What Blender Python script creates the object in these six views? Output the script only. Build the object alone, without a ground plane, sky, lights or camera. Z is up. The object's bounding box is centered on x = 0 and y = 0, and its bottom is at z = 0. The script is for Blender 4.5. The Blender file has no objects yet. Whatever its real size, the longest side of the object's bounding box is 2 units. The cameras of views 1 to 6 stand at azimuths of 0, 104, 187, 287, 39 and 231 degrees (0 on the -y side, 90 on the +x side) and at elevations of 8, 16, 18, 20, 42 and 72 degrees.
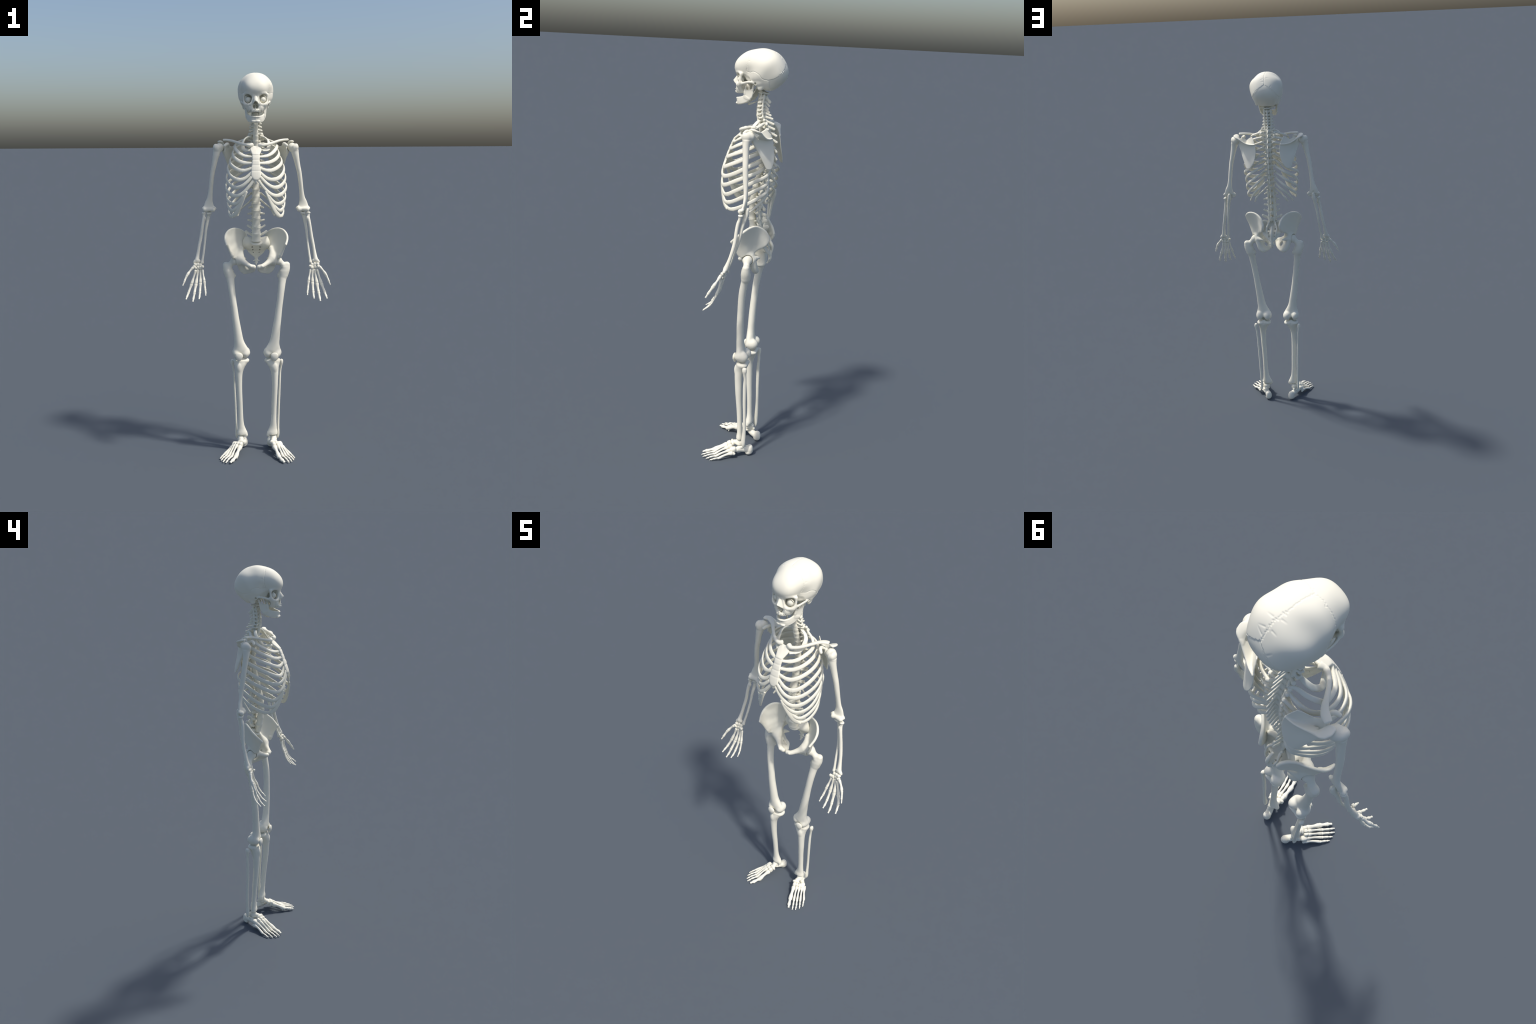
"""Standing human skeleton, built bone by bone.

Long, slender bones are lofted along splines; lumpy bones are modelled as
smooth unions of simple solids (round cones, ellipsoids, curved plates) and
meshed with a small surface-nets routine.  x > 0 is the skeleton's left side;
every paired bone is built once and mirrored.
"""
import bpy, math, random
import numpy as np
from mathutils import Vector
from mathutils.bvhtree import BVHTree

random.seed(7)
RNG = np.random.default_rng(7)
V3 = lambda *a: np.array(a, float)

# ------------------------------------------------------------------ materials
def bone_material(name, col_a, col_b, rough=0.55, grain=0.25):
    m = bpy.data.materials.new(name); m.use_nodes = True
    nt = m.node_tree; nt.nodes.clear(); N = nt.nodes.new; L = nt.links.new
    out = N('ShaderNodeOutputMaterial'); b = N('ShaderNodeBsdfPrincipled')
    tc = N('ShaderNodeTexCoord'); n1 = N('ShaderNodeTexNoise'); n2 = N('ShaderNodeTexNoise')
    n1.inputs['Scale'].default_value = 14; n1.inputs['Detail'].default_value = 3
    n2.inputs['Scale'].default_value = 420; n2.inputs['Detail'].default_value = 2
    ramp = N('ShaderNodeValToRGB')
    ramp.color_ramp.elements[0].position = 0.35; ramp.color_ramp.elements[0].color = (*col_a, 1)
    ramp.color_ramp.elements[1].position = 0.70; ramp.color_ramp.elements[1].color = (*col_b, 1)
    bump = N('ShaderNodeBump'); bump.inputs['Strength'].default_value = grain * 0.12
    bump.inputs['Distance'].default_value = 0.0006
    L(tc.outputs['Object'], n1.inputs['Vector']); L(tc.outputs['Object'], n2.inputs['Vector'])
    L(n1.outputs['Fac'], ramp.inputs['Fac']); L(ramp.outputs['Color'], b.inputs['Base Color'])
    L(n2.outputs['Fac'], bump.inputs['Height']); L(bump.outputs['Normal'], b.inputs['Normal'])
    b.inputs['Roughness'].default_value = rough
    b.inputs['Specular IOR Level'].default_value = 0.2
    L(b.outputs['BSDF'], out.inputs['Surface'])
    return m

BONE = bone_material('bone', (0.795, 0.772, 0.658), (0.815, 0.792, 0.680), rough=0.6)
CARTILAGE = bone_material('cartilage', (0.800, 0.776, 0.650), (0.820, 0.796, 0.672), rough=0.6)
EYE = bone_material('eyeball', (0.795, 0.772, 0.650), (0.810, 0.786, 0.664), rough=0.5, grain=0.0)

# ------------------------------------------------------------------ scene tree
ROOT = bpy.data.objects.new('human_skeleton', None)
bpy.context.collection.objects.link(ROOT)
ROOT['label'] = 'standing ivory white human skeleton with eyeballs in the sockets'
ROOT['category'] = 'skeleton'

def group(name, parent=None):
    e = bpy.data.objects.new(name, None); e.empty_display_size = 0.02
    bpy.context.collection.objects.link(e); e.parent = parent or ROOT
    return e

def make_object(name, verts, faces, mat=None, parent=None):
    me = bpy.data.meshes.new(name)
    verts = np.asarray(verts, float)
    if isinstance(faces, np.ndarray):
        nf, k = faces.shape
        me.vertices.add(len(verts)); me.vertices.foreach_set('co', verts.ravel())
        me.loops.add(nf * k); me.loops.foreach_set('vertex_index', faces.ravel().astype(np.int32))
        me.polygons.add(nf); me.polygons.foreach_set('loop_start', np.arange(0, nf * k, k, dtype=np.int32))
        me.update(calc_edges=True)
    else:
        me.from_pydata([tuple(v) for v in verts], [], [tuple(f) for f in faces]); me.update()
    me.polygons.foreach_set('use_smooth', np.ones(len(me.polygons), bool))
    me.materials.append(mat or BONE)
    ob = bpy.data.objects.new(name, me)
    bpy.context.collection.objects.link(ob); ob.parent = parent or ROOT
    return ob

def both_sides(name, mesh, mat=None, parents=(None, None)):
    """the left bone and its mirror image"""
    v, f = mesh
    make_object(name, v, f, mat, parents[0])
    fr = f[:, ::-1].copy() if isinstance(f, np.ndarray) else [tuple(reversed(q)) for q in f]
    make_object(name, np.asarray(v) * [-1, 1, 1], fr, mat, parents[1])

# ------------------------------------------------------------------ splines
def spline(pts, n):
    """centripetal-ish Catmull-Rom through pts (rows may carry extra columns)"""
    P = np.asarray(pts, float)
    if len(P) == 2:
        t = np.linspace(0, 1, n)[:, None]; return P[0] * (1 - t) + P[1] * t
    d = np.maximum(np.linalg.norm(np.diff(P[:, :3], axis=0), axis=1), 1e-6) ** 0.5
    T = np.concatenate([[0], np.cumsum(d)])
    M = np.zeros_like(P)
    for i in range(len(P)):
        if i == 0: M[i] = (P[1] - P[0]) / d[0]
        elif i == len(P) - 1: M[i] = (P[-1] - P[-2]) / d[-1]
        else:
            a, b = d[i - 1], d[i]
            M[i] = ((P[i] - P[i - 1]) / a * b + (P[i + 1] - P[i]) / b * a) / (a + b)
    s = np.linspace(0, T[-1], n); k = np.clip(np.searchsorted(T, s, side='right') - 1, 0, len(P) - 2)
    h = d[k][:, None]; u = ((s - T[k]) / d[k])[:, None]
    return ((2*u**3 - 3*u**2 + 1) * P[k] + (u**3 - 2*u**2 + u) * h * M[k]
            + (-2*u**3 + 3*u**2) * P[k + 1] + (u**3 - u**2) * h * M[k + 1])

def bspline(ctrl, n):
    C = np.asarray(ctrl, float); C = np.vstack([2*C[0] - C[1], C, 2*C[-1] - C[-2]]); m = len(C) - 3
    t = np.linspace(0, m, n); i = np.minimum(t.astype(int), m - 1); u = (t - i)[:, None]
    return ((1-u)**3/6*C[i] + (3*u**3-6*u**2+4)/6*C[i+1] + (-3*u**3+3*u**2+3*u+1)/6*C[i+2] + u**3/6*C[i+3])

def unit(v):
    v = np.asarray(v, float); return v / np.maximum(np.linalg.norm(v, axis=-1, keepdims=True), 1e-12)

# ------------------------------------------------------------------ lofts
def loft(P, A, B, wide, seg=20, power=2.3, cap=0.7, caps=(True, True)):
    """tube along P; half-widths A along `wide` and B across; rounded ends"""
    P = np.asarray(P, float); n = len(P)
    T = unit(np.gradient(P, axis=0))
    W = np.broadcast_to(np.asarray(wide, float), P.shape)
    W = unit(W - (W * T).sum(1, keepdims=True) * T); U = np.cross(T, W)
    A = np.broadcast_to(A, n).astype(float); B = np.broadcast_to(B, n).astype(float)
    rings = []
    def ring(p, w, u, a, b):
        th = np.linspace(0, 2*np.pi, seg, endpoint=False); c, s = np.cos(th), np.sin(th)
        q = (np.abs(c)**power + np.abs(s)**power)**(-1/power)
        return p + (a*q*c)[:, None]*w + (b*q*s)[:, None]*u
    k = 5
    if caps[0]:
        r = min(A[0], B[0]) * cap
        for j in range(k):
            a = np.pi/2 * (1 - j/k); f = max(math.cos(a), 0.06)
            rings.append(ring(P[0] - T[0]*r*math.sin(a), W[0], U[0], A[0]*f, B[0]*f))
    for i in range(n): rings.append(ring(P[i], W[i], U[i], A[i], B[i]))
    if caps[1]:
        r = min(A[-1], B[-1]) * cap
        for j in range(1, k + 1):
            a = np.pi/2 * j/k; f = max(math.cos(a), 0.06)
            rings.append(ring(P[-1] + T[-1]*r*math.sin(a), W[-1], U[-1], A[-1]*f, B[-1]*f))
    Vv = np.concatenate(rings); m = len(rings); F = []
    idx = np.arange(seg); nx = (idx + 1) % seg
    for i in range(m - 1):
        for a, b in zip(idx, nx): F.append((i*seg + a, i*seg + b, (i+1)*seg + b, (i+1)*seg + a))
    F.append(tuple(range(seg - 1, -1, -1))); F.append(tuple((m-1)*seg + j for j in range(seg)))
    return Vv, F

def join(meshes):
    Vv, F, o = [], [], 0
    for v, f in meshes:
        Vv.append(np.asarray(v)); F += [tuple(int(i) + o for i in q) for q in f]; o += len(v)
    return np.concatenate(Vv), F

# ------------------------------------------------------------------ solids as distance fields
def smin(a, b, k):
    h = np.clip(0.5 + 0.5*(b - a)/k, 0, 1); return b*(1-h) + a*h - k*h*(1-h)
def smax(a, b, k): return -smin(-a, -b, k)

def ellipsoid(c, r, R=None):
    c = np.asarray(c, float); r = np.asarray(r, float) * np.ones(3)
    def f(p):
        q = p - c
        if R is not None: q = q @ R
        k0 = np.linalg.norm(q / r, axis=1); k1 = np.linalg.norm(q / r**2, axis=1)
        return np.where(k1 > 1e-9, k0*(k0 - 1)/np.maximum(k1, 1e-9), -r.min())
    return f

def frame(z, x=(1, 0, 0)):
    """rotation matrix whose columns are x', y', z' with z' along z"""
    z = unit(z); x = np.asarray(x, float); x = unit(x - (x @ z) * z); return np.stack([x, np.cross(z, x), z], 1)

def rod(pts, n=None, thin=None, flat=1.0):
    """chain of round cones through rows (x,y,z,r); flat<1 squashes it along `thin`"""
    P = np.asarray(pts, float)
    if n: P = spline(P, n)
    w = None if thin is None else unit(np.asarray(thin, float))
    lo = (P[:, :3] - P[:, 3:4]).min(0); hi = (P[:, :3] + P[:, 3:4]).max(0)
    def exact(p):
        best = np.full(len(p), 1e9)
        for a, b in zip(P[:-1], P[1:]):
            ba = b[:3] - a[:3]; L2 = ba @ ba + 1e-12; ap = p - a[:3]
            t = np.clip((ap @ ba) / L2, 0, 1); d = ap - t[:, None]*ba
            r = a[3] + (b[3] - a[3]) * t; d2 = np.einsum('ij,ij->i', d, d)
            if w is None: q = np.sqrt(d2) - r
            else:
                s = d @ w; d2 = np.maximum(d2 - s*s, 0)
                q = (np.sqrt(s*s/flat**2 + d2) - r) * flat
            best = np.minimum(best, q)
        return best
    def f(p):
        out = np.sqrt((np.maximum(np.maximum(lo - p, p - hi), 0)**2).sum(1)); k = out < .013
        if k.any(): out[k] = exact(p[k])
        return out
    return f

def shaft(rows, n=40):
    """near-vertical bone shaft: rows (x,y,z, half width x, half width y), top to bottom"""
    R = np.asarray(rows, float); S = spline(R, n)
    def f(p):
        o = np.argsort(S[:, 2]); z = S[o, 2]; q = np.clip(p[:, 2], z[0], z[-1])
        c = [np.interp(q, z, S[o, i]) for i in (0, 1, 3, 4)]
        dx, dy, dz = p[:, 0] - c[0], p[:, 1] - c[1], p[:, 2] - q
        r = np.minimum(c[2], c[3])
        k = np.sqrt((dx/c[2])**2 + (dy/c[3])**2) + 1e-9
        g = np.sqrt((dx/c[2]**2)**2 + (dy/c[3]**2)**2) + 1e-9
        d = np.where(k > 1e-6, k*(k - 1)/g, -r)
        return np.where(np.abs(dz) > 0, np.sqrt(np.maximum(d, 0)**2 + dz*dz) + np.minimum(d, 0), d)
    return f

def sheet(grid, thick, nu=28, nv=28):
    """curved plate: grid of mid-surface points [row][col], half-thickness per point"""
    G = np.asarray(grid, float); t = np.broadcast_to(np.asarray(thick, float), G.shape[:2])
    G = np.concatenate([G, t[..., None]], 2)
    rows = np.stack([spline(r, nu) for r in G]); S = np.stack([spline(rows[:, j], nv) for j in range(nu)], 1)
    X = S[..., :3].reshape(-1, 3); H = S[..., 3].ravel(); tris = []
    for i in range(nv - 1):
        for j in range(nu - 1):
            a = i*nu + j; tris += [(a, a+1, a+nu+1), (a, a+nu+1, a+nu)]
    bvh = BVHTree.FromPolygons([tuple(x) for x in X], tris); TR = np.array(tris)
    lo, hi = X.min(0) - H.max(), X.max(0) + H.max()
    def exact(p):
        hits = [bvh.find_nearest(q) for q in p.tolist()]
        ids = TR[[h[2] for h in hits]]; d = np.array([h[3] for h in hits])
        w = 1.0/(((X[ids] - p[:, None])**2).sum(2) - (d*d*.9999)[:, None] + 1e-9)
        return d - (H[ids]*w).sum(1)/w.sum(1)
    def f(p):
        out = np.sqrt((np.maximum(np.maximum(lo - p, p - hi), 0)**2).sum(1)); k = out < .013
        if k.any(): out[k] = exact(p[k])
        return out
    return f

def blend(k, *fs):
    def f(p):
        d = fs[0](p)
        for g in fs[1:]: d = smin(d, g(p), k)
        return d
    return f
def carve(k, base, *cuts):
    def f(p):
        d = base(p)
        for g in cuts: d = smax(d, -g(p), k)
        return d
    return f
def mirrored(f): return lambda p: f(p * V3(1, 1, 1) if False else np.column_stack([np.abs(p[:, 0]), p[:, 1:]]))

def solid(f, lo, hi, h=0.0018, relax=3):
    """mesh the zero level of f inside a box with surface nets"""
    lo = np.asarray(lo, float); hi = np.asarray(hi, float); s = 4
    nc = np.ceil((hi - lo)/(h*s)).astype(int); n = nc*s + 1
    cg = np.stack(np.meshgrid(*[lo[i] + h*s*np.arange(nc[i] + 1) for i in range(3)], indexing='ij'), -1)
    D = f(cg.reshape(-1, 3)).reshape(cg.shape[:3])
    near = np.abs(D) < h*s*1.2
    act = np.zeros(nc, bool)
    for i in (0, 1):
        for j in (0, 1):
            for k in (0, 1):
                act |= near[i:nc[0]+i, j:nc[1]+j, k:nc[2]+k]
    G = np.repeat(np.repeat(np.repeat(D, s, 0), s, 1), s, 2)[:n[0], :n[1], :n[2]].copy()
    fine = np.zeros(n, bool)
    a3 = np.repeat(np.repeat(np.repeat(act, s, 0), s, 1), s, 2)
    for i in (0, 1):
        for j in (0, 1):
            for k in (0, 1):
                fine[i:n[0]-1+i, j:n[1]-1+j, k:n[2]-1+k] |= a3
    I = np.argwhere(fine); vals = np.empty(len(I))
    for a in range(0, len(I), 200000): vals[a:a+200000] = f(lo + I[a:a+200000]*h)
    G[fine] = vals
    G[0] = G[-1] = 1; G[:, 0] = G[:, -1] = 1; G[:, :, 0] = G[:, :, -1] = 1
    S = G < 0; m = n - 1
    cnt = sum(S[i:m[0]+i, j:m[1]+j, k:m[2]+k].astype(np.int8) for i in (0, 1) for j in (0, 1) for k in (0, 1))
    C = np.argwhere((cnt > 0) & (cnt < 8)); cid = np.full(m, -1); cid[tuple(C.T)] = np.arange(len(C))
    acc = np.zeros((len(C), 3)); num = np.zeros(len(C))
    offs = [V3(i, j, k).astype(int) for i in (0, 1) for j in (0, 1) for k in (0, 1)]
    for a in offs:
        for ax in range(3):
            if a[ax]: continue
            b = a.copy(); b[ax] = 1
            va = G[tuple((C + a).T)]; vb = G[tuple((C + b).T)]; x = (va < 0) != (vb < 0)
            t = np.where(x, va/np.where(x, va - vb, 1), 0)
            acc += np.where(x[:, None], a + (b - a)*t[:, None], 0); num += x
    P = lo + h*(C + acc/num[:, None])
    Q = []
    for ax in range(3):
        u, v = (ax + 1) % 3, (ax + 2) % 3
        sl0 = [slice(None)]*3; sl1 = [slice(None)]*3; sl0[ax] = slice(0, -1); sl1[ax] = slice(1, None)
        a = S[tuple(sl0)]; b = S[tuple(sl1)]; E = np.argwhere(a != b)
        E = E[(E[:, u] > 0) & (E[:, v] > 0) & (E[:, u] < m[u]) & (E[:, v] < m[v])]
        du = np.zeros(3, int); dv = np.zeros(3, int); du[u] = 1; dv[v] = 1
        q = np.stack([cid[tuple((E - du - dv).T)], cid[tuple((E - dv).T)], cid[tuple(E.T)], cid[tuple((E - du).T)]], 1)
        flip = ~a[tuple(E.T)]; q[flip] = q[flip][:, ::-1]; Q.append(q)
    Q = np.concatenate(Q)
    e = np.concatenate([Q[:, [0, 1]], Q[:, [1, 2]], Q[:, [2, 3]], Q[:, [3, 0]]])
    e = np.unique(np.sort(e, 1), axis=0)
    deg = np.bincount(e.ravel(), minlength=len(P)).astype(float)[:, None]
    for it in range(relax):
        for lam in (0.5, -0.52):
            A = np.zeros_like(P)
            for c in range(3):
                A[:, c] = np.bincount(e[:, 0], P[e[:, 1], c], len(P)) + np.bincount(e[:, 1], P[e[:, 0], c], len(P))
            P = P + lam*(A/np.maximum(deg, 1) - P)
    return P, Q

# =================================================================== SKULL
# braincase: a smooth star-shaped surface through anatomical landmarks (x >= 0)
CRANIUM_C = V3(0, 0.040, 1.905)
LANDMARKS = [
    (0, -.078, 1.884), (0, -.0855, 1.905), (0, -.0865, 1.924), (0, -.066, 1.959), (0, -.030, 1.9845),
    (0, .005, 1.9945), (0, .037, 2.000), (0, .070, 1.9965), (0, .101, 1.9855), (0, .1385, 1.948), (0, .1575, 1.900), (0, .149, 1.868),
    (0, .126, 1.841), (0, .078, 1.817), (0, .030, 1.834), (0, -.010, 1.850), (0, -.050, 1.866),
    (.0875, .030, 1.916), (.0905, .060, 1.918), (.084, .060, 1.946), (.069, .055, 1.965), (.057, .050, 1.976), (.036, .040, 1.992),
    (.0895, .060, 1.900), (.086, .060, 1.880), (.079, .055, 1.860), (.060, .060, 1.834), (.052, .030, 1.840),
    (.074, .015, 1.862), (.081, .015, 1.893), (.083, .010, 1.925), (.062, -.038, 1.925), (.058, -.030, 1.898),
    (.050, -.066, 1.925), (.048, -.063, 1.900), (.035, -.080, 1.910), (.045, -.055, 1.950), (.062, -.005, 1.965),
    (.083, .100, 1.915), (.064, .133, 1.905), (.035, .151, 1.915), (.058, .125, 1.945), (.060, .128, 1.868),
    (.050, .095, 1.832), (.074, .095, 1.868), (.045, .098, 1.976), (.035, -.020, 1.980), (.030, .125, 1.845),
    (.040, -.030, 1.865)]
def star_surface(points, centre, eps=0.9):
    P = np.array([p for p in points] + [(-p[0], p[1], p[2]) for p in points if p[0] > 0]) - centre
    r = np.linalg.norm(P, axis=1); U = P/r[:, None]
    phi = lambda d: np.exp(-(d*eps*1.6)**2)
    K = phi(np.linalg.norm(U[:, None] - U[None], axis=2)) + 3e-4*np.eye(len(P)); mean = r.mean()
    W = np.linalg.solve(K, r - mean)
    def radius(u):
        return mean + phi(np.sqrt(np.maximum(2 - 2*u @ U.T, 0))) @ W
    def f(p):
        q = p - centre; d = np.linalg.norm(q, axis=1) + 1e-9
        return (d - radius(q/d[:, None])) * 0.93
    f.radius = radius
    return f
vault = star_surface(LANDMARKS, CRANIUM_C)

def on_vault(y, z, x):
    u = unit(V3(x, y, z) - CRANIUM_C); return CRANIUM_C + u*float(vault.radius(u[None])[0])
def suture(pts, n, jag, seed):
    """wandering seam line laid on the braincase"""
    r = np.random.default_rng(seed); S = spline(np.array([on_vault(y, z, x) for x, y, z in pts]), n)
    T = unit(np.gradient(S, axis=0)); Nn = unit(S - CRANIUM_C); side = np.cross(T, Nn)
    w = r.normal(0, 1, n) * jag; w[1::2] = np.abs(w[1::2]); w[::2] = -np.abs(w[::2]); w[[0, -1]] = 0
    S = S + side*w[:, None]
    return np.array([on_vault(y, z, x) for x, y, z in S])
sag = [(0, -.004, 1.992), (.001, .03, 2.0), (-.001, .07, 1.997), (.002, .10, 1.985), (0, .125, 1.965), (-.002, .141, 1.940)]
cor = [(0, -.004, 1.992), (.025, -.007, 1.986), (.05, -.011, 1.970), (.068, -.013, 1.946), (.074, -.017, 1.922), (.066, -.024, 1.898)]
lam = [(-.002, .141, 1.940), (.018, .142, 1.926), (.038, .140, 1.911), (.058, .130, 1.888), (.072, .112, 1.870), (.078, .088, 1.863)]
squ = [(.078, .088, 1.863), (.084, .060, 1.872), (.085, .047, 1.889), (.083, .020, 1.900), (.076, .0, 1.893), (.066, -.020, 1.897)]
mir = lambda L: [(-x, y, z) for x, y, z in L]
SEAMS = [suture(sag, 52, .0024, 1), suture(cor, 36, .0014, 2), suture(mir(cor), 36, .0014, 3),
         suture(lam, 26, .0013, 4), suture(mir(lam), 26, .0013, 5), suture(squ, 22, .0005, 6), suture(mir(squ), 22, .0005, 7)]
SEAM_DEPTH = [.0024, .0020, .0020, .0030, .0030, .0024, .0024]
def seam_groove(p):
    g = np.zeros(len(p))
    for S, dep in zip(SEAMS, SEAM_DEPTH):
        best = np.full(len(p), 1e9)
        lo, hi = S.min(0) - .008, S.max(0) + .008
        k = np.all((p > lo) & (p < hi), axis=1)
        if not k.any(): continue
        q = p[k]; b = np.full(len(q), 1e9)
        for a, c in zip(S[:-1], S[1:]):
            ba = c - a; t = np.clip(((q - a) @ ba)/(ba @ ba + 1e-12), 0, 1)
            b = np.minimum(b, np.linalg.norm(q - a - t[:, None]*ba, axis=1))
        best[k] = b
        g = np.maximum(g, dep*np.exp(-(best/.0013)**2))
    return g
# shallow creases running off the sagittal and lambdoid seams at the back of the head
CREASES = []
for (x, y, z), (dx, dy, dz), L in [((.012, .10, 1.985), (.8, .1, -.2), .022), ((.010, .122, 1.967), (.8, .3, -.3), .024),
        ((.006, .134, 1.952), (.9, -.1, .25), .026), ((-.010, .118, 1.972), (-.9, .1, .1), .018), ((-.008, .09, 1.988), (-.9, -.3, -.1), .016),
        ((.045, .137, 1.912), (.2, -.5, .7), .022), ((.052, .132, 1.904), (.35, -.4, .7), .018), ((-.03, .141, 1.925), (-.5, -.3, .6), .016),
        ((.078, -.006, 1.945), (.2, .9, -.05), .010), ((-.078, -.006, 1.945), (-.2, .9, -.05), .010)]:
    d = unit(V3(dx, dy, dz)); a = V3(x, y, z)
    CREASES.append(np.array([on_vault(*(a + d*L*t)[[1, 2]], (a + d*L*t)[0]) for t in (0, .35, .7, 1)]))
def creases(p):
    g = np.zeros(len(p))
    for S in CREASES:
        k = np.all((p > S.min(0) - .01) & (p < S.max(0) + .01), axis=1)
        if not k.any(): continue
        q = p[k]; b = np.full(len(q), 1e9); tt = np.zeros(len(q))
        for i, (a, c) in enumerate(zip(S[:-1], S[1:])):
            ba = c - a; t = np.clip(((q - a) @ ba)/(ba @ ba + 1e-12), 0, 1); d = np.linalg.norm(q - a - t[:, None]*ba, axis=1)
            m = d < b; b[m] = d[m]; tt[m] = (i + t[m])/3
        g[k] = np.maximum(g[k], .0013*(1 - tt)*np.exp(-(b/.0022)**2))
    return g

def lambda_step(p):
    """the occipital plate sits a little lower than the parietal bones"""
    zs = np.interp(np.abs(p[:, 0]), [0, .02, .038, .058, .072, .09], [1.940, 1.925, 1.911, 1.888, 1.870, 1.85])
    return np.where(p[:, 1] > .09, .0014*np.clip((zs - p[:, 2])/.002 + .5, 0, 1), 0)

face = blend(.008,
    rod([(.008, -.062, 1.884, .013), (.030, -.067, 1.892, .0075), (.047, -.054, 1.892, .0062), (.057, -.043, 1.884, .0052)], 10),   # brow
    rod([(.057, -.042, 1.886, .0060), (.0585, -.044, 1.868, .0050), (.055, -.046, 1.848, .0070)], 8),                          # outer orbit rim
    rod([(.055, -.045, 1.847, .0075), (.045, -.056, 1.838, .0085), (.032, -.064, 1.836, .0075), (.020, -.068, 1.841, .0060)], 10),  # lower rim
    rod([(.011, -.070, 1.878, .0060), (.015, -.070, 1.860, .0060), (.020, -.067, 1.838, .0080)], 8),                           # beside the nose
    rod([(.050, -.050, 1.838, .0090), (.043, -.050, 1.826, .0090), (.034, -.046, 1.814, .0075)], 8),                           # cheek buttress
    ellipsoid((.020, -.055, 1.822), (.020, .020, .020)),                                                                      # upper jaw
    rod([(0, -.0765, 1.806, .0070), (.012, -.0740, 1.806, .0072), (.023, -.062, 1.806, .0070), (.030, -.044, 1.807, .0068), (.031, -.026, 1.809, .006)], 14),
    ellipsoid((0, -.030, 1.835), (.032, .035, .020)),                                                                         # skull base
    rod([(.022, -.012, 1.830, .0055), (.021, -.012, 1.812, .0045)], 3),                                                        # pterygoid
)
nasal = sheet([[(0, -.0735, 1.880), (.005, -.0715, 1.880), (.010, -.066, 1.880), (.0135, -.060, 1.877)],
               [(0, -.0840, 1.866), (.0055, -.081, 1.864), (.0115, -.0735, 1.860), (.0160, -.066, 1.856)],
               [(0, -.0935, 1.854), (.0065, -.089, 1.850), (.0125, -.080, 1.842), (.0175, -.071, 1.836)]], .0026, 14, 14)
spine_nasal = rod([(0, -.078, 1.815, .004), (0, -.083, 1.817, .0022)])
zygoma = rod([(.054, -.046, 1.843, .0075), (.063, -.030, 1.846, .0058), (.0705, -.008, 1.852, .0050), (.072, .010, 1.853, .0050), (.067, .026, 1.851, .0060)], 14, thin=(1, .2, 0), flat=.62)
mastoid = blend(.006, ellipsoid((.0585, .048, 1.835), (.0095, .015, .017)), ellipsoid((.064, .040, 1.850), (.010, .018, .012)))
condyle_occ = ellipsoid((.017, .040, 1.824), (.009, .014, .008))
styloid = rod([(.042, .030, 1.842, .0040), (.037, .022, 1.820, .0024), (.033, .010, 1.800, .0014)], 6)
orbit_R = frame((.28, -1, -.05), (1, .28, 0))
orbit = blend(.004, ellipsoid((.0360, -.056, 1.8650), (.0208, .0235, .030), orbit_R), ellipsoid((.032, -.035, 1.867), (.014, .016, .022), orbit_R))
nose_hole = blend(.003, ellipsoid((.0055, -.074, 1.8275), (.0085, .030, .0095)), ellipsoid((0, -.082, 1.840), (.0060, .024, .015)))
septum = rod([(0, -.060, 1.845, .0013), (0, -.068, 1.820, .0013)], 3)
temporal_pit = rod([(.060, -.032, 1.868, .013), (.064, -.014, 1.862, .011)], 4)
ear_hole = ellipsoid((.074, .0285, 1.8475), (.012, .0045, .005))
infraorbital = ellipsoid((.030, -.0745, 1.831), (.003, .004, .0022))
alveolar_pits = [ellipsoid((x, y - .002, 1.803), (.0016, .006, .008)) for x, y in [(.005, -.083), (.0125, -.081), (.0195, -.0745), (.0255, -.067), (.0305, -.057)]]
foramen = ellipsoid((0, .060, 1.822), (.014, .017, .016))

def cranium(p):
    q = np.column_stack([np.abs(p[:, 0]), p[:, 1:]])
    d = vault(p)
    d = smax(d, -temporal_pit(q), .010)
    d = d + seam_groove(p) + lambda_step(p) + creases(p)
    d = smin(d, face(q), .007)
    d = smin(d, zygoma(q), .004); d = smin(d, mastoid(q), .012); d = smin(d, condyle_occ(q), .004)
    d = smax(d, -orbit(q), .003); d = smax(d, -nose_hole(q), .0025); d = smin(d, septum(q), .0015); d = smin(d, smin(nasal(q), spine_nasal(q), .002), .003)
    d = smax(d, -ear_hole(q), .003); d = smax(d, -infraorbital(q), .002); d = smax(d, -foramen(q), .004)
    for a in alveolar_pits: d = smax(d, -a(q), .003)
    return smin(d, styloid(q), .003)
skull = make_object('skull', *solid(cranium, (-.097, -.104, 1.792), (.097, .166, 2.006), h=.00125, relax=2))

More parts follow.
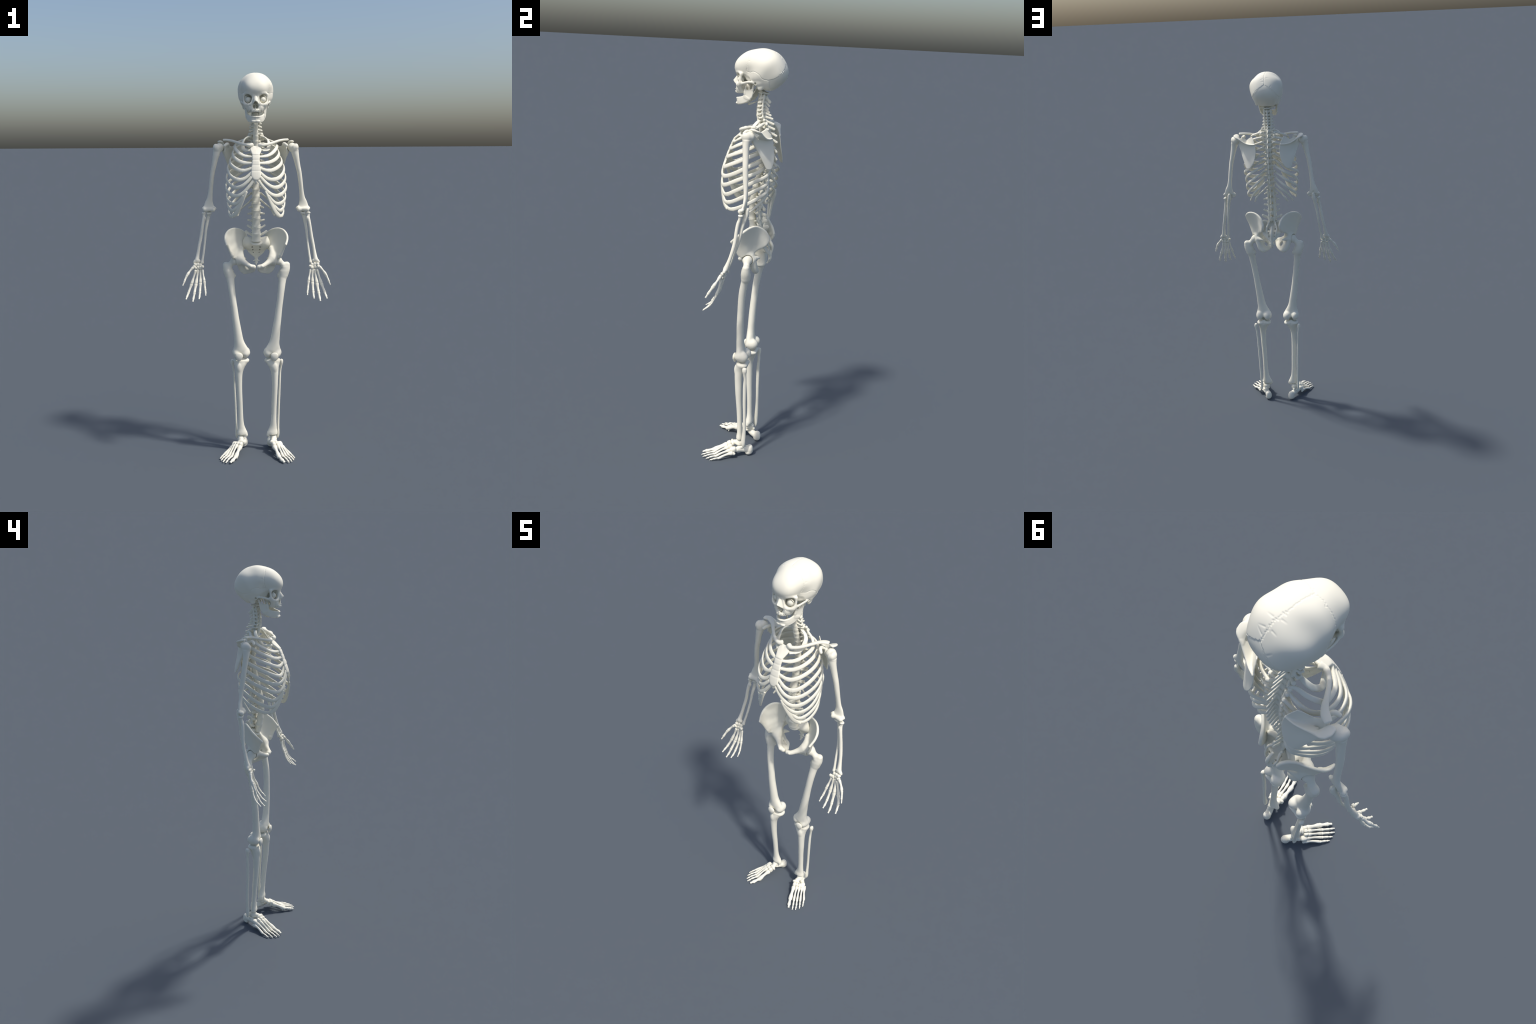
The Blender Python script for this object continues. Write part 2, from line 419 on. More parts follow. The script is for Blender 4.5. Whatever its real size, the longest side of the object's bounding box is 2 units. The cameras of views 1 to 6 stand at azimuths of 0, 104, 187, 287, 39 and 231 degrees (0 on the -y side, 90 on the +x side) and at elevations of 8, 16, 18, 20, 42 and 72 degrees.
# lower jaw: a curved plate bent into a horseshoe, with condyle and coronoid
jaw_body = sheet([
    [(0, -.0650, 1.7525), (.018, -.0610, 1.7535), (.032, -.0420, 1.757), (.0400, -.0180, 1.766), (.0460, -.0020, 1.776)],
    [(0, -.0700, 1.7640), (.019, -.0645, 1.7650), (.032, -.0460, 1.769), (.0395, -.0260, 1.777), (.0445, -.0140, 1.783)],
    [(0, -.0715, 1.7750), (.0185, -.0660, 1.7760), (.0305, -.0500, 1.780), (.0370, -.0350, 1.786), (.0400, -.0270, 1.790)]],
    [[.0060, .0056, .0052, .0046, .0042], [.0048, .0048, .0048, .0044, .0040], [.0048, .0046, .0044, .0040, .0038]], 30, 14)
jaw_ramus = sheet([
    [(.0400, -.0270, 1.784), (.0450, -.0080, 1.778), (.0480, .0060, 1.787)],
    [(.0415, -.0280, 1.799), (.0465, -.0090, 1.800), (.0505, .0115, 1.804)],
    [(.0440, -.0260, 1.816), (.0485, -.0090, 1.815), (.0525, .0140, 1.821)]], [[.0040, .0038, .0042], [.0036, .0032, .0036], [.0032, .0028, .0034]], 20, 16)
jaw_plate = blend(.006, jaw_body, jaw_ramus)
jaw = blend(.005, jaw_plate,
    rod([(.0525, .0120, 1.820, .0045), (.0545, .0165, 1.836, .0050)], 3),
    rod([(.0485, .0180, 1.838, .0042), (.0600, .0175, 1.838, .0042)], 2),
    rod([(.0430, -.0270, 1.800, .0045), (.0450, -.0255, 1.815, .0036), (.0465, -.0220, 1.829, .0026)], 5),
    ellipsoid((.009, -.0700, 1.7545), (.013, .0070, .0060)))
lower_ridge = rod([(0, -.0755, 1.7765, .0034), (.017, -.0700, 1.7770, .0034), (.029, -.0530, 1.7805, .003)], 10)
jaw_all = lambda p: smin(jaw(np.column_stack([np.abs(p[:, 0]), p[:, 1:]])), lower_ridge(np.column_stack([np.abs(p[:, 0]), p[:, 1:]])), .003)
make_object('jawbone', *solid(jaw_all, (-.068, -.086, 1.742), (.068, .030, 1.848), h=.0014), parent=skull)

hyoid = lambda p: blend(.003, rod([(0, -.0185, 1.7520, .0056), (.010, -.0140, 1.7535, .0046), (.016, -.0020, 1.7560, .0026), (.0190, .0150, 1.7640, .0018)], 12))(np.column_stack([np.abs(p[:, 0]), p[:, 1:]]))
make_object('hyoid_bone', *solid(hyoid, (-.028, -.028, 1.742), (.028, .022, 1.772), h=.001), parent=skull)

def ball(c, r, seg=40, rings=22):
    Vv = [V3(*c) + V3(0, 0, r)]; F = []
    for i in range(1, rings):
        a = math.pi*i/rings
        for j in range(seg):
            b = 2*math.pi*j/seg; Vv.append(V3(*c) + r*V3(math.sin(a)*math.cos(b), math.sin(a)*math.sin(b), math.cos(a)))
    Vv.append(V3(*c) - V3(0, 0, r)); n = len(Vv) - 1
    for j in range(seg):
        k = (j + 1) % seg; F.append((0, 1 + j, 1 + k)); F.append((n, n - seg + k, n - seg + j))
        for i in range(rings - 2): F.append((1 + i*seg + j, 1 + (i+1)*seg + j, 1 + (i+1)*seg + k, 1 + i*seg + k))
    return np.array(Vv), F
both_sides('eyeball', ball((.0355, -.0495, 1.8605), .0150), EYE, (skull, skull))
# small tear gland lying over the outer upper side of each eye
G = spline([(.0370, -.0570, 1.8795), (.0450, -.0560, 1.8770), (.0515, -.0520, 1.8700), (.0535, -.0490, 1.8620)], 16)
both_sides('tear_gland', loft(G, .0018*np.sin(np.linspace(.35, 2.8, 16)), .0013*np.sin(np.linspace(.35, 2.8, 16)), (0, -1, .4), 12), EYE, (skull, skull))

# =================================================================== SPINE
spine = group('spine')
# level: z top, z bottom, body front y, body width, body depth, spinous tip (y,z), transverse tip (x,y,z)
LEVELS = [
 ('c', 1.800, 1.780, .0270, .024, .017, (.083, 1.7640), (.027, .047, 1.785)),
 ('c', 1.780, 1.762, .0235, .025, .018, (.081, 1.7460), (.030, .045, 1.767)),
 ('c', 1.762, 1.744, .0205, .026, .019, (.077, 1.7300), (.0315, .044, 1.749)),
 ('c', 1.744, 1.726, .0185, .027, .020, (.083, 1.7180), (.033, .044, 1.731)),
 ('c', 1.726, 1.706, .0180, .028, .021, (.091, 1.7055), (.0355, .046, 1.714)),
 ('c', 1.706, 1.683, .0210, .030, .022, (.100, 1.6910), (.0385, .055, 1.699)),
 ('t', 1.683, 1.660, .0270, .032, .023, (.106, 1.6675), (.0400, .069, 1.688)),
 ('t', 1.660, 1.637, .0330, .033, .024, (.111, 1.6445), (.0420, .082, 1.670)),
 ('t', 1.637, 1.612, .0390, .033, .025, (.122, 1.6150), (.0420, .089, 1.648)),
 ('t', 1.612, 1.586, .0440, .033, .026, (.125, 1.5860), (.0410, .099, 1.622)),
 ('t', 1.586, 1.560, .0470, .033, .027, (.1255, 1.5400), (.0400, .103, 1.592)),
 ('t', 1.560, 1.532, .0490, .034, .028, (.1265, 1.5050), (.0395, .104, 1.559)),
 ('t', 1.532, 1.503, .0480, .035, .029, (.1255, 1.4740), (.0385, .105, 1.525)),
 ('t', 1.503, 1.473, .0440, .036, .030, (.1225, 1.4440), (.0375, .103, 1.490)),
 ('t', 1.473, 1.442, .0380, .038, .031, (.1170, 1.4150), (.0360, .097, 1.457)),
 ('t', 1.442, 1.410, .0300, .040, .032, (.1090, 1.3880), (.0340, .090, 1.424)),
 ('t', 1.410, 1.377, .0210, .042, .034, (.1000, 1.3600), (.0290, .081, 1.392)),
 ('t', 1.377, 1.342, .0125, .044, .036, (.0920, 1.3320), (.0250, .072, 1.360)),
 ('l', 1.342, 1.305, .0060, .046, .037, (.0850, 1.2960), (.0410, .058, 1.316)),
 ('l', 1.305, 1.265, .0020, .046, .038, (.0850, 1.2600), (.0460, .055, 1.285)),
 ('l', 1.265, 1.220, .0020, .047, .038, (.0910, 1.2330), (.0460, .054, 1.253)),
 ('l', 1.220, 1.182, .0060, .050, .038, (.0950, 1.2070), (.0490, .058, 1.223)),
 ('l', 1.182, 1.143, .0140, .054, .038, (.1030, 1.1780), (.0590, .061, 1.191))]
cents = np.array([((a[3] + a[5]/2), (a[1] + a[2])/2) for a in LEVELS])
tang = np.gradient(cents, axis=0)
def vertebra(i):
    kind, zt, zb, yf, w, dep, (sy, sz), (tx, ty, tz) = LEVELS[i]
    cy, cz = cents[i]; hh = (zt - zb)/2
    ax = unit(V3(0, *(-tang[i]))); R = frame(ax)                # local z' up the column
    back = V3(0, 1, 0) - ax[1]*ax; back = unit(back)
    c = V3(0, cy, cz); rx, ry = w/2, dep/2
    def body(p):
        q = (p - c) @ R; s = np.clip(q[:, 2]/hh, -1, 1)
        waist = 0.84 + 0.16*s**4*.6 + .064*s*s
        k = np.sqrt((q[:, 0]/(rx*waist))**2 + (q[:, 1]/(ry*waist))**2)
        d = (k - 1)*min(rx, ry)*.95
        return smax(d, np.abs(q[:, 2]) - hh*.985, .0024)
    parts = []
    canal = .0165 if kind != 'l' else .019
    px = {'c': .0115, 't': .0105, 'l': .0125}[kind]
    pb = c + back*(ry - .002) + ax*hh*.35
    lam_p = c + back*(ry + canal*.75) + ax*hh*.15
    base = c + back*(ry + canal + .002) - ax*hh*.15
    r = {'c': .0034, 't': .0040, 'l': .0046}[kind]
    X = V3(1, 0, 0)
    ped = rod([(*(pb + X*px*.8), r), (*(lam_p + X*px*1.15), r*1.1)])
    lr = {'c': .0066, 't': .0108, 'l': .0112}[kind]
    lamina = rod([(*(lam_p + X*px*1.2), lr), (*base, lr)], 4, thin=back, flat=.44)
    tip = V3(0, sy, sz)
    hgt = {'c': .0058 if i else .0085, 't': .0066, 'l': .0104}[kind]
    dirv = unit(tip - base)
    if kind == 'l': tip = tip + V3(0, -.006, .007); base2 = base + V3(0, 0, .003)
    else: tip = tip - dirv*.004; base2 = base
    spin = rod([(*base2, hgt*1.22), (*(base2*.45 + tip*.55 + V3(0, 0, .001)), hgt*.86), (*tip, hgt*.92)], 6, thin=(1, 0, 0), flat={'c': .55, 't': .50, 'l': .36}[kind])
    tpt = V3(tx, ty, tz)
    if kind == 'c':
        start = c + X*rx*.8 + back*ry*.2
        tp = blend(.003, rod([(*start, .0036), (*(tpt + V3(-.004, -.010, -.004)), .0034)]), rod([(*(lam_p + X*px*1.2), .0042), (*(tpt + V3(-.006, 0, -.002)), .0040)]),
                   rod([(*(tpt + V3(-.005, -.009, -.003)), .0034), (*(tpt + V3(-.005, .0, -.002)), .0036)]))
        facet = blend(.003, rod([(*(lam_p + X*px*1.55 + ax*hh*.8), .0056), (*(lam_p + X*px*1.55 - ax*hh*.9 + back*.002), .0056)]), rod([(*(c + X*.0165 + back*ry*.9 + ax*hh*.75), .0056), (*(c + X*.0165 + back*ry*.9 - ax*hh*.35), .0050)]))
    elif kind == 't':
        k = .0070 if i < 16 else .0050
        tp = rod([(*(lam_p + X*px*1.1), .0062), (*(lam_p*.3 + tpt*.7), .0052), (*(tpt - unit(tpt - lam_p)*k*.8), k)], 6)
        facet = rod([(*(lam_p + X*px + ax*hh*1.0), .0040), (*(lam_p + X*px - ax*hh*1.0 + back*.003), .0040)])
    else:
        st = c + back*(ry + .004) + X*px*1.3 + ax*hh*.25
        k = .0054 if i < 22 else .0074
        tp = rod([(*st, .0070), (*(st*.4 + tpt*.6), k*.95), (*(tpt - X*k*.9), k)], 6, thin=(0, 1, .2), flat=.75)
        facet = rod([(*(lam_p + X*px*1.45 + ax*hh*.95), .0066), (*(lam_p + X*px*1.1 + back*.006), .0050), (*(lam_p + X*px*1.2 - ax*hh*1.15 + back*.007), .0062)])
    def f(p):
        q = np.column_stack([np.abs(p[:, 0]), p[:, 1:]])
        d = smin(ped(q), lamina(q), .003); d = smin(d, tp(q), .003); d = smin(d, facet(q), .003)
        d = smin(d, spin(q), .004); return smin(d, body(p), .003)
    lo = V3(-tx - .012, yf - .008, min(sz, zb) - .014); hi = V3(tx + .012, max(sy, ty) + .012, max(zt, tz) + .014)
    return solid(f, lo, hi, h=.0016 if kind != 'c' else .0014)
for i in range(len(LEVELS)):
    make_object('vertebra', *vertebra(i), parent=spine)
# intervertebral discs
for i in range(len(LEVELS) - 1):
    a, b = LEVELS[i], LEVELS[i + 1]
    y = (cents[i, 0] + cents[i + 1, 0])/2; w = (a[4] + b[4])/4; d = (a[5] + b[5])/4; z = a[2]
    ax = unit(V3(0, *(cents[i] - cents[i + 1])))
    make_object('intervertebral_disc', *loft(np.array([V3(0, y, z) - ax*.0030, V3(0, y, z), V3(0, y, z) + ax*.0030]), [w*.90, w*.95, w*.90], [d*.90, d*.95, d*.90], (1, 0, 0), 28, 2.0, .2), CARTILAGE, spine)
# atlas: a ring with side masses
def atlas(p):
    q = np.column_stack([np.abs(p[:, 0]), p[:, 1:]])
    ring = rod([(0, .0280, 1.8080, .0040), (.012, .0310, 1.8080, .0042), (.020, .0420, 1.8090, .0052), (.0185, .0580, 1.8070, .0034), (.011, .0700, 1.8040, .0034), (0, .0745, 1.8030, .0040)], 22)
    mass = ellipsoid((.0185, .0420, 1.8090), (.0075, .0110, .0085)); tp = rod([(.020, .046, 1.808, .0050), (.0360, .049, 1.8055, .0042)], 3)
    dens = ellipsoid((0, .0350, 1.8060), (.0050, .0050, .0110))
    return blend(.004, ring, mass, tp)(q) if True else dens(q)
make_object('atlas_vertebra', *solid(atlas, (-.046, .018, 1.790), (.046, .084, 1.824), h=.0013), parent=spine)

# sacrum and tailbone
sac_plate = sheet([
    [(0, .052, 1.146), (.028, .060, 1.150), (.046, .069, 1.156), (.0560, .077, 1.157)],
    [(0, .060, 1.128), (.030, .061, 1.130), (.050, .066, 1.132), (.0630, .072, 1.133)],
    [(0, .079, 1.108), (.028, .077, 1.110), (.046, .076, 1.110), (.0590, .078, 1.110)],
    [(0, .098, 1.092), (.022, .097, 1.092), (.036, .098, 1.092), (.0450, .099, 1.092)],
    [(0, .110, 1.073), (.016, .109, 1.073), (.028, .107, 1.074), (.0350, .105, 1.074)],
    [(0, .116, 1.054), (.006, .116, 1.054), (.011, .1155, 1.054), (.0140, .115, 1.054)]],
    [[.011, .011, .009, .007], [.013, .013, .012, .009], [.011, .011, .011, .009], [.009, .009, .008, .006], [.008, .007, .006, .004], [.007, .007, .006, .004]], 26, 34)
sac_parts = blend(.006, sac_plate,
    ellipsoid((0, .046, 1.133), (.030, .022, .0110), frame((0, -.50, .85))),
    rod([(0, .103, 1.128, .0060), (0, .120, 1.108, .0072), (0, .1275, 1.090, .0066), (0, .126, 1.070, .0056), (0, .120, 1.052, .005)], 14),
    rod([(.024, .094, 1.140, .0050), (.030, .106, 1.122, .0046), (.026, .114, 1.098, .0044), (.020, .118, 1.078, .004)], 10),
    rod([(.021, .082, 1.152, .0056), (.020, .088, 1.140, .0056)], 3))
coccyx = blend(.004, rod([(0, .117, 1.050, .0090), (0, .1185, 1.036, .0088), (0, .116, 1.024, .0070), (0, .110, 1.013, .0045), (0, .105, 1.007, .0036)], 12),
    rod([(0, .117, 1.030, .0040), (.015, .1145, 1.0285, .0030)]), rod([(0, .1165, 1.042, .004), (.009, .117, 1.046, .003)]), rod([(0, .113, 1.018, .003), (.008, .112, 1.018, .0025)]))
def sacrum(p):
    q = np.column_stack([np.abs(p[:, 0]), p[:, 1:]])
    d = smin(sac_parts(q), coccyx(q), .005)
    for (x, y, z, r) in [(.0200, .083, 1.112, .0044), (.0180, .098, 1.0920, .0042), (.0150, .108, 1.0740, .0026)]:
        d = smax(d, -rod([(x, y - .04, z - .008, r), (x + .001, y + .045, z + .012, r)])(q), .003)
    return smax(d, -rod([(0, .080, 1.150, .009), (0, .100, 1.120, .006)])(q), .003)
make_object('sacrum', *solid(sacrum, (-.082, .018, .998), (.082, .142, 1.168), h=.0017), parent=spine)

# =================================================================== RIB CAGE
cage = group('rib_cage')
# control polygons (cubic B-spline) of the left ribs with their cartilage, spine to sternum
RIBS = {
 1: [(.0180, .0560, 1.6840), (.0255, .0442, 1.6833), (.0481, .0392, 1.6778), (.0670, .0292, 1.6599), (.0675, .0100, 1.6394), (.0645, -.0064, 1.6166), (.0509, -.0235, 1.6117), (.0300, -.0453, 1.6127)],
 2: [(.0315, .0822, 1.6733), (.0410, .0650, 1.6740), (.0738, .0565, 1.6604), (.0993, .0360, 1.6523), (.1118, .0189, 1.6327), (.0995, -.0054, 1.6151), (.0841, -.0390, 1.5976), (.0556, -.0603, 1.5820), (.0170, -.0775, 1.5808)],
 3: [(.0335, .0815, 1.6471), (.0734, .0806, 1.6406), (.1035, .0676, 1.6261), (.1180, .0409, 1.6078), (.1198, .0056, 1.5915), (.1092, -.0290, 1.5756), (.0892, -.0586, 1.5602), (.0572, -.0776, 1.5489), (.0160, -.0920, 1.5497)],
 4: [(.0330, .0974, 1.6221), (.0791, .0882, 1.6087), (.1151, .0712, 1.5880), (.1323, .0380, 1.5684), (.1332, -.0048, 1.5501), (.1197, -.0466, 1.5343), (.0948, -.0801, 1.5182), (.0622, -.0972, 1.5088), (.0190, -.1020, 1.5255)],
 5: [(.0355, .0985, 1.5900), (.0882, .0975, 1.5713), (.1281, .0786, 1.5488), (.1467, .0345, 1.5319), (.1427, -.0154, 1.5060), (.1279, -.0662, 1.4839), (.0985, -.1000, 1.4661), (.0563, -.1094, 1.4689), (.0210, -.1070, 1.5040)],
 6: [(.0337, .0986, 1.5567), (.0857, .1016, 1.5271), (.1284, .0795, 1.5070), (.1528, .0352, 1.4895), (.1508, -.0123, 1.4600), (.1293, -.0615, 1.4367), (.0980, -.1005, 1.4236), (.0586, -.1200, 1.4410), (.0215, -.1170, 1.4820)],
 7: [(.0367, .0993, 1.5216), (.0897, .1023, 1.4866), (.1309, .0754, 1.4604), (.1569, .0247, 1.4419), (.1540, -.0290, 1.4165), (.1293, -.0769, 1.3908), (.0907, -.1074, 1.3839), (.0498, -.1187, 1.4137), (.0120, -.1187, 1.4660)],
 8: [(.0357, .0990, 1.4862), (.0794, .1208, 1.4638), (.1149, .1127, 1.4428), (.1330, .0670, 1.4239), (.1508, .0162, 1.3944), (.1509, -.0336, 1.3673), (.1257, -.0727, 1.3435), (.0909, -.1001, 1.3486), (.0627, -.1154, 1.3890)],
 9: [(.0308, .0855, 1.4520), (.0715, .1115, 1.4287), (.1046, .1141, 1.4050), (.1266, .0761, 1.3855), (.1478, .0318, 1.3586), (.1466, -.0130, 1.3326), (.1302, -.0564, 1.3105), (.1116, -.0864, 1.3115), (.0859, -.0982, 1.3462)],
 10: [(.0326, .0852, 1.4194), (.0656, .1109, 1.3955), (.0944, .1145, 1.3707), (.1157, .0832, 1.3476), (.1377, .0459, 1.3219), (.1436, .0042, 1.3012), (.1333, -.0362, 1.2809), (.1197, -.0680, 1.2809), (.1004, -.0879, 1.3122)],
 11: [(.0263, .0702, 1.3894), (.0444, .0926, 1.3737), (.0631, .1074, 1.3589), (.0831, .1015, 1.3423), (.1000, .0858, 1.3213), (.1129, .0645, 1.2988), (.1237, .0406, 1.2760)],
 12: [(.0220, .0669, 1.3580), (.0423, .0640, 1.3390), (.0614, .0720, 1.3241), (.0738, .0839, 1.3117), (.0843, .0890, 1.3029), (.0880, .0784, 1.2883), (.0962, .0596, 1.2734)]}
JOINT_X = {1: .048, 2: .050, 3: .0575, 4: .066, 5: .090, 6: .103, 7: .121, 8: .131, 9: .129, 10: .133}
HEIGHT = {1: .0098, 2: .0086, 3: .0090, 4: .0094, 5: .0098, 6: .0098, 7: .0098, 8: .0096, 9: .0093, 10: .0088, 11: .0072, 12: .0060}
THICK = {1: .0040, 2: .0044, 3: .0042, 4: .0042, 5: .0043, 6: .0043, 7: .0043, 8: .0042, 9: .0041, 10: .0040, 11: .0036, 12: .0034}
def rib_frame(k, P):
    """direction of the rib's tall side: along the cage wall, square to the rib"""
    T = unit(np.gradient(P, axis=0)); c = np.column_stack([np.zeros(len(P)), np.full(len(P), .020), P[:, 2]])
    out = (P - c)*V3(1.0, .80, 0); out = unit(out)
    tilt = {1: 2.6, 2: 1.1, 3: .55, 4: .35, 5: .22}.get(k, .08 if k < 8 else -.05)
    out = unit(out + V3(0, 0, tilt)); return np.cross(T, out)
for k, ctrl in RIBS.items():
    P = bspline(ctrl, 90); n = len(P); s = np.linspace(0, 1, n)
    W = rib_frame(k, P); H, B = HEIGHT[k], THICK[k]
    if k <= 10:
        m = int(np.argmax(P[:, 0])); cut = m + int(np.argmax(P[m:, 0] < JOINT_X[k]))
    else: cut = n - 1
    prof = np.interp(s, [0, .05, .16, .45, .8, 1], [.72, .60, .78, .96, 1.0, .92])
    if k >= 11: prof = np.interp(s, [0, .1, .5, .8, 1], [.8, .8, 1, .95, .55])
    prof = prof * np.where((s > s[cut]) & (k > 1), np.interp(s, [s[cut], 1], [1.0, .82]), 1.0)
    knob = 1 + .10*np.exp(-((s - s[cut])/.025)**2) if k <= 10 else np.ones(n)
    thick = B*np.interp(s, [0, .06, .2, .5, 1], [1.3, 1.0, 1.12, 1.0, 1.12])*knob
    A = H*prof*knob
    # neck of the rib reaching the vertebral body
    if k > 1 and k < 11:
        p0 = P[0]; neck = spline([p0 + V3(-.016, -.022, .006), p0 + V3(-.008, -.011, .003), p0], 7)[:-1]
        Pb = np.vstack([neck, P[:cut + 1]]); Wb = np.vstack([np.repeat(W[:1], 6, 0), W[:cut + 1]])
        Ab = np.concatenate([np.linspace(.6, .66, 6)*H*.85, A[:cut + 1]]); Bb = np.concatenate([np.full(6, B*1.05), thick[:cut + 1]])
    else: Pb, Wb, Ab, Bb = P[:cut + 1], W[:cut + 1], A[:cut + 1], thick[:cut + 1]
    both_sides('rib', loft(Pb, Ab, Bb, Wb, 18, 2.5, .5), BONE, (cage, cage))
    if k <= 7:
        both_sides('costal_cartilage', loft(P[cut:], A[cut:]*.97, thick[cut:]*.97, W[cut:], 18, 2.4, .25), CARTILAGE, (cage, cage))
    elif k <= 10:
        both_sides('costal_cartilage', loft(P[cut:], A[cut:]*.97, thick[cut:], W[cut:], 18, 2.4, .6), CARTILAGE, (cage, cage))
# cartilage of the costal arch, tying ribs eight to ten to the seventh
M = spline([(.0480, -.1185, 1.4080), (.0590, -.1155, 1.3880), (.0740, -.1075, 1.3560), (.0900, -.0965, 1.3230), (.1040, -.0840, 1.2960), (.1180, -.0680, 1.2800)], 30)
mw = np.interp(np.linspace(0, 1, 30), [0, .25, .6, .85, 1], [.0060, .0105, .0135, .0120, .0070])
both_sides('costal_arch', loft(M, mw, .0056, V3(.75, .55, .35), 18, 2.4, .8), CARTILAGE, (cage, cage))
both_sides('costal_arch_tooth', loft(spline([(.036, -.1170, 1.4420), (.0400, -.1185, 1.4320), (.0440, -.1180, 1.4220)], 8), np.linspace(.003, .006, 8), .004, (1, 0, 0), 12), CARTILAGE, (cage, cage))

# breastbone: flat plate with waist, notches and xiphoid
manubrium = sheet([[(0, -.0360, 1.6260), (.011, -.0370, 1.6280), (.0190, -.0390, 1.6240)],
                   [(0, -.0480, 1.6160), (.013, -.0470, 1.6165), (.0225, -.0465, 1.6150)],
                   [(0, -.0620, 1.6040), (.011, -.0610, 1.6040), (.0185, -.0600, 1.6040)],
                   [(0, -.0760, 1.5920), (.009, -.0750, 1.5920), (.0140, -.0740, 1.5920)]], [[.0065]*3, [.0068]*3, [.0065]*3, [.0068, .0066, .006]], 16, 22)
gladiolus = sheet([[(0, -.0790, 1.5880), (.008, -.0785, 1.5880), (.0140, -.0775, 1.5880)],
                   [(0, -.0900, 1.5640), (.008, -.0895, 1.5640), (.0135, -.0885, 1.5640)],
                   [(0, -.1000, 1.5370), (.009, -.0995, 1.5370), (.0160, -.0985, 1.5370)],
                   [(0, -.1110, 1.5070), (.011, -.1105, 1.5070), (.0190, -.1090, 1.5070)],
                   [(0, -.1185, 1.4830), (.0105, -.1180, 1.4830), (.0175, -.1165, 1.4840)],
                   [(0, -.1205, 1.4710), (.006, -.1205, 1.4715), (.0100, -.1195, 1.4730)]], [[.0058]*3]*6, 14, 30)
def breastbone(p):
    q = np.column_stack([np.abs(p[:, 0]), p[:, 1:]])
    d = smin(manubrium(q), gladiolus(q), .003)
    d = smin(d, rod([(0, -.1195, 1.4700, .0080), (0, -.1190, 1.4580, .0070), (0, -.1175, 1.4520, .0050)], 5, thin=(0, 1, 0), flat=.62)(q), .004)
    for z, y in [(1.566, -.090), (1.540, -.099), (1.512, -.109)]:
        d = d + .0010*np.exp(-((p[:, 2] - z)/.004)**2)*(p[:, 1] < y + .006)
    return d + .0012*np.exp(-(((p[:, 2] - 1.590) - .3*(p[:, 1] + .078))/.0022)**2)
make_object('sternum', *solid(breastbone, (-.042, -.135, 1.440), (.042, -.020, 1.644), h=.0016), parent=cage)

# =================================================================== SHOULDER
C = spline([(.0190, -.0330, 1.6385, .0120, .0110), (.0320, -.0395, 1.6375, .0098, .0092), (.0560, -.0325, 1.6410, .0076, .0074), (.0830, -.0110, 1.6480, .0072, .0070),
            (.1060, .0140, 1.6560, .0080, .0066), (.1270, .0370, 1.6620, .0105, .0062), (.1480, .0500, 1.6650, .0130, .0060), (.1640, .0550, 1.6655, .0115, .0060)], 40)
both_sides('clavicle', loft(C[:, :3], C[:, 3], C[:, 4], V3(.45, -.9, 0), 20, 2.2, .6))

blade = sheet([
    [(.0890, .0940, 1.6510), (.1060, .0800, 1.6420), (.1230, .0670, 1.6310), (.1400, .0560, 1.6340), (.1560, .0500, 1.6340)],
    [(.0780, .1100, 1.6300), (.0980, .0960, 1.6240), (.1180, .0810, 1.6190), (.1400, .0650, 1.6200), (.1630, .0520, 1.6220)],
    [(.0710, .1180, 1.6080), (.0950, .1060, 1.6050), (.1170, .0930, 1.6030), (.1390, .0770, 1.6020), (.1640, .0560, 1.6060)],
    [(.0680, .1240, 1.5740), (.0880, .1160, 1.5720), (.1090, .1050, 1.5700), (.1310, .0900, 1.5700), (.1555, .0710, 1.5760)],
    [(.0730, .1290, 1.5380), (.0900, .1230, 1.5370), (.1070, .1150, 1.5360), (.1260, .1040, 1.5370), (.1460, .0870, 1.5440)],
    [(.0860, .1320, 1.5050), (.0980, .1280, 1.5040), (.1100, .1220, 1.5040), (.1220, .1140, 1.5060), (.1350, .1010, 1.5120)],
    [(.1020, .1290, 1.4830), (.1080, .1270, 1.4815), (.1140, .1240, 1.4805), (.1200, .1195, 1.4810), (.1260, .1130, 1.4840)]],
    [[.0018, .0016, .0018, .0045, .0065], [.0018, .0014, .0018, .0040, .0085], [.0018, .0014, .0016, .0030, .0080], [.0018, .0014, .0014, .0022, .0052],
     [.0018, .0014, .0014, .0022, .0046], [.0020, .0016, .0016, .0022, .0040], [.0026, .0024, .0024, .0026, .0030]], 30, 36)
scap_spine = sheet([
    [(.0740, .1170, 1.6110), (.0980, .1050, 1.6090), (.1200, .0910, 1.6110), (.1380, .0800, 1.6160), (.1520, .0740, 1.6220)],
    [(.0730, .1200, 1.6115), (.0980, .1145, 1.6110), (.1220, .1060, 1.6150), (.1440, .0990, 1.6260), (.1620, .0930, 1.6370)]],
    [[.0030, .0026, .0024, .0030, .0040], [.0026, .0030, .0034, .0038, .0046]], 30, 10)
acromion = sheet([
    [(.1560, .0930, 1.6330), (.1700, .0930, 1.6420), (.1810, .0900, 1.6475), (.1890, .0830, 1.6510)],
    [(.1640, .0800, 1.6400), (.1720, .0780, 1.6480), (.1830, .0740, 1.6530), (.1930, .0680, 1.6560)],
    [(.1720, .0560, 1.6560), (.1770, .0530, 1.6580), (.1830, .0510, 1.6590), (.1890, .0520, 1.6580)]], .0042, 16, 16)
coracoid = rod([(.1430, .0500, 1.6350, .0080), (.1420, .0330, 1.6440, .0074), (.1480, .0190, 1.6440, .0078), (.1580, .0110, 1.6360, .0066)], 12)
glenoid = ellipsoid((.1620, .0520, 1.6170), (.0070, .0130, .0185), frame((-.08, 0, 1), (.9, -.45, 0)))
scapula = blend(.005, blade, scap_spine, acromion, coracoid, glenoid)
scapula = carve(.003, scapula, ellipsoid((.1860, .0430, 1.6230), (.0235, .0235, .0235)))
both_sides('scapula', solid(scapula, (.058, -.002, 1.468), (.206, .142, 1.672), h=.0017))

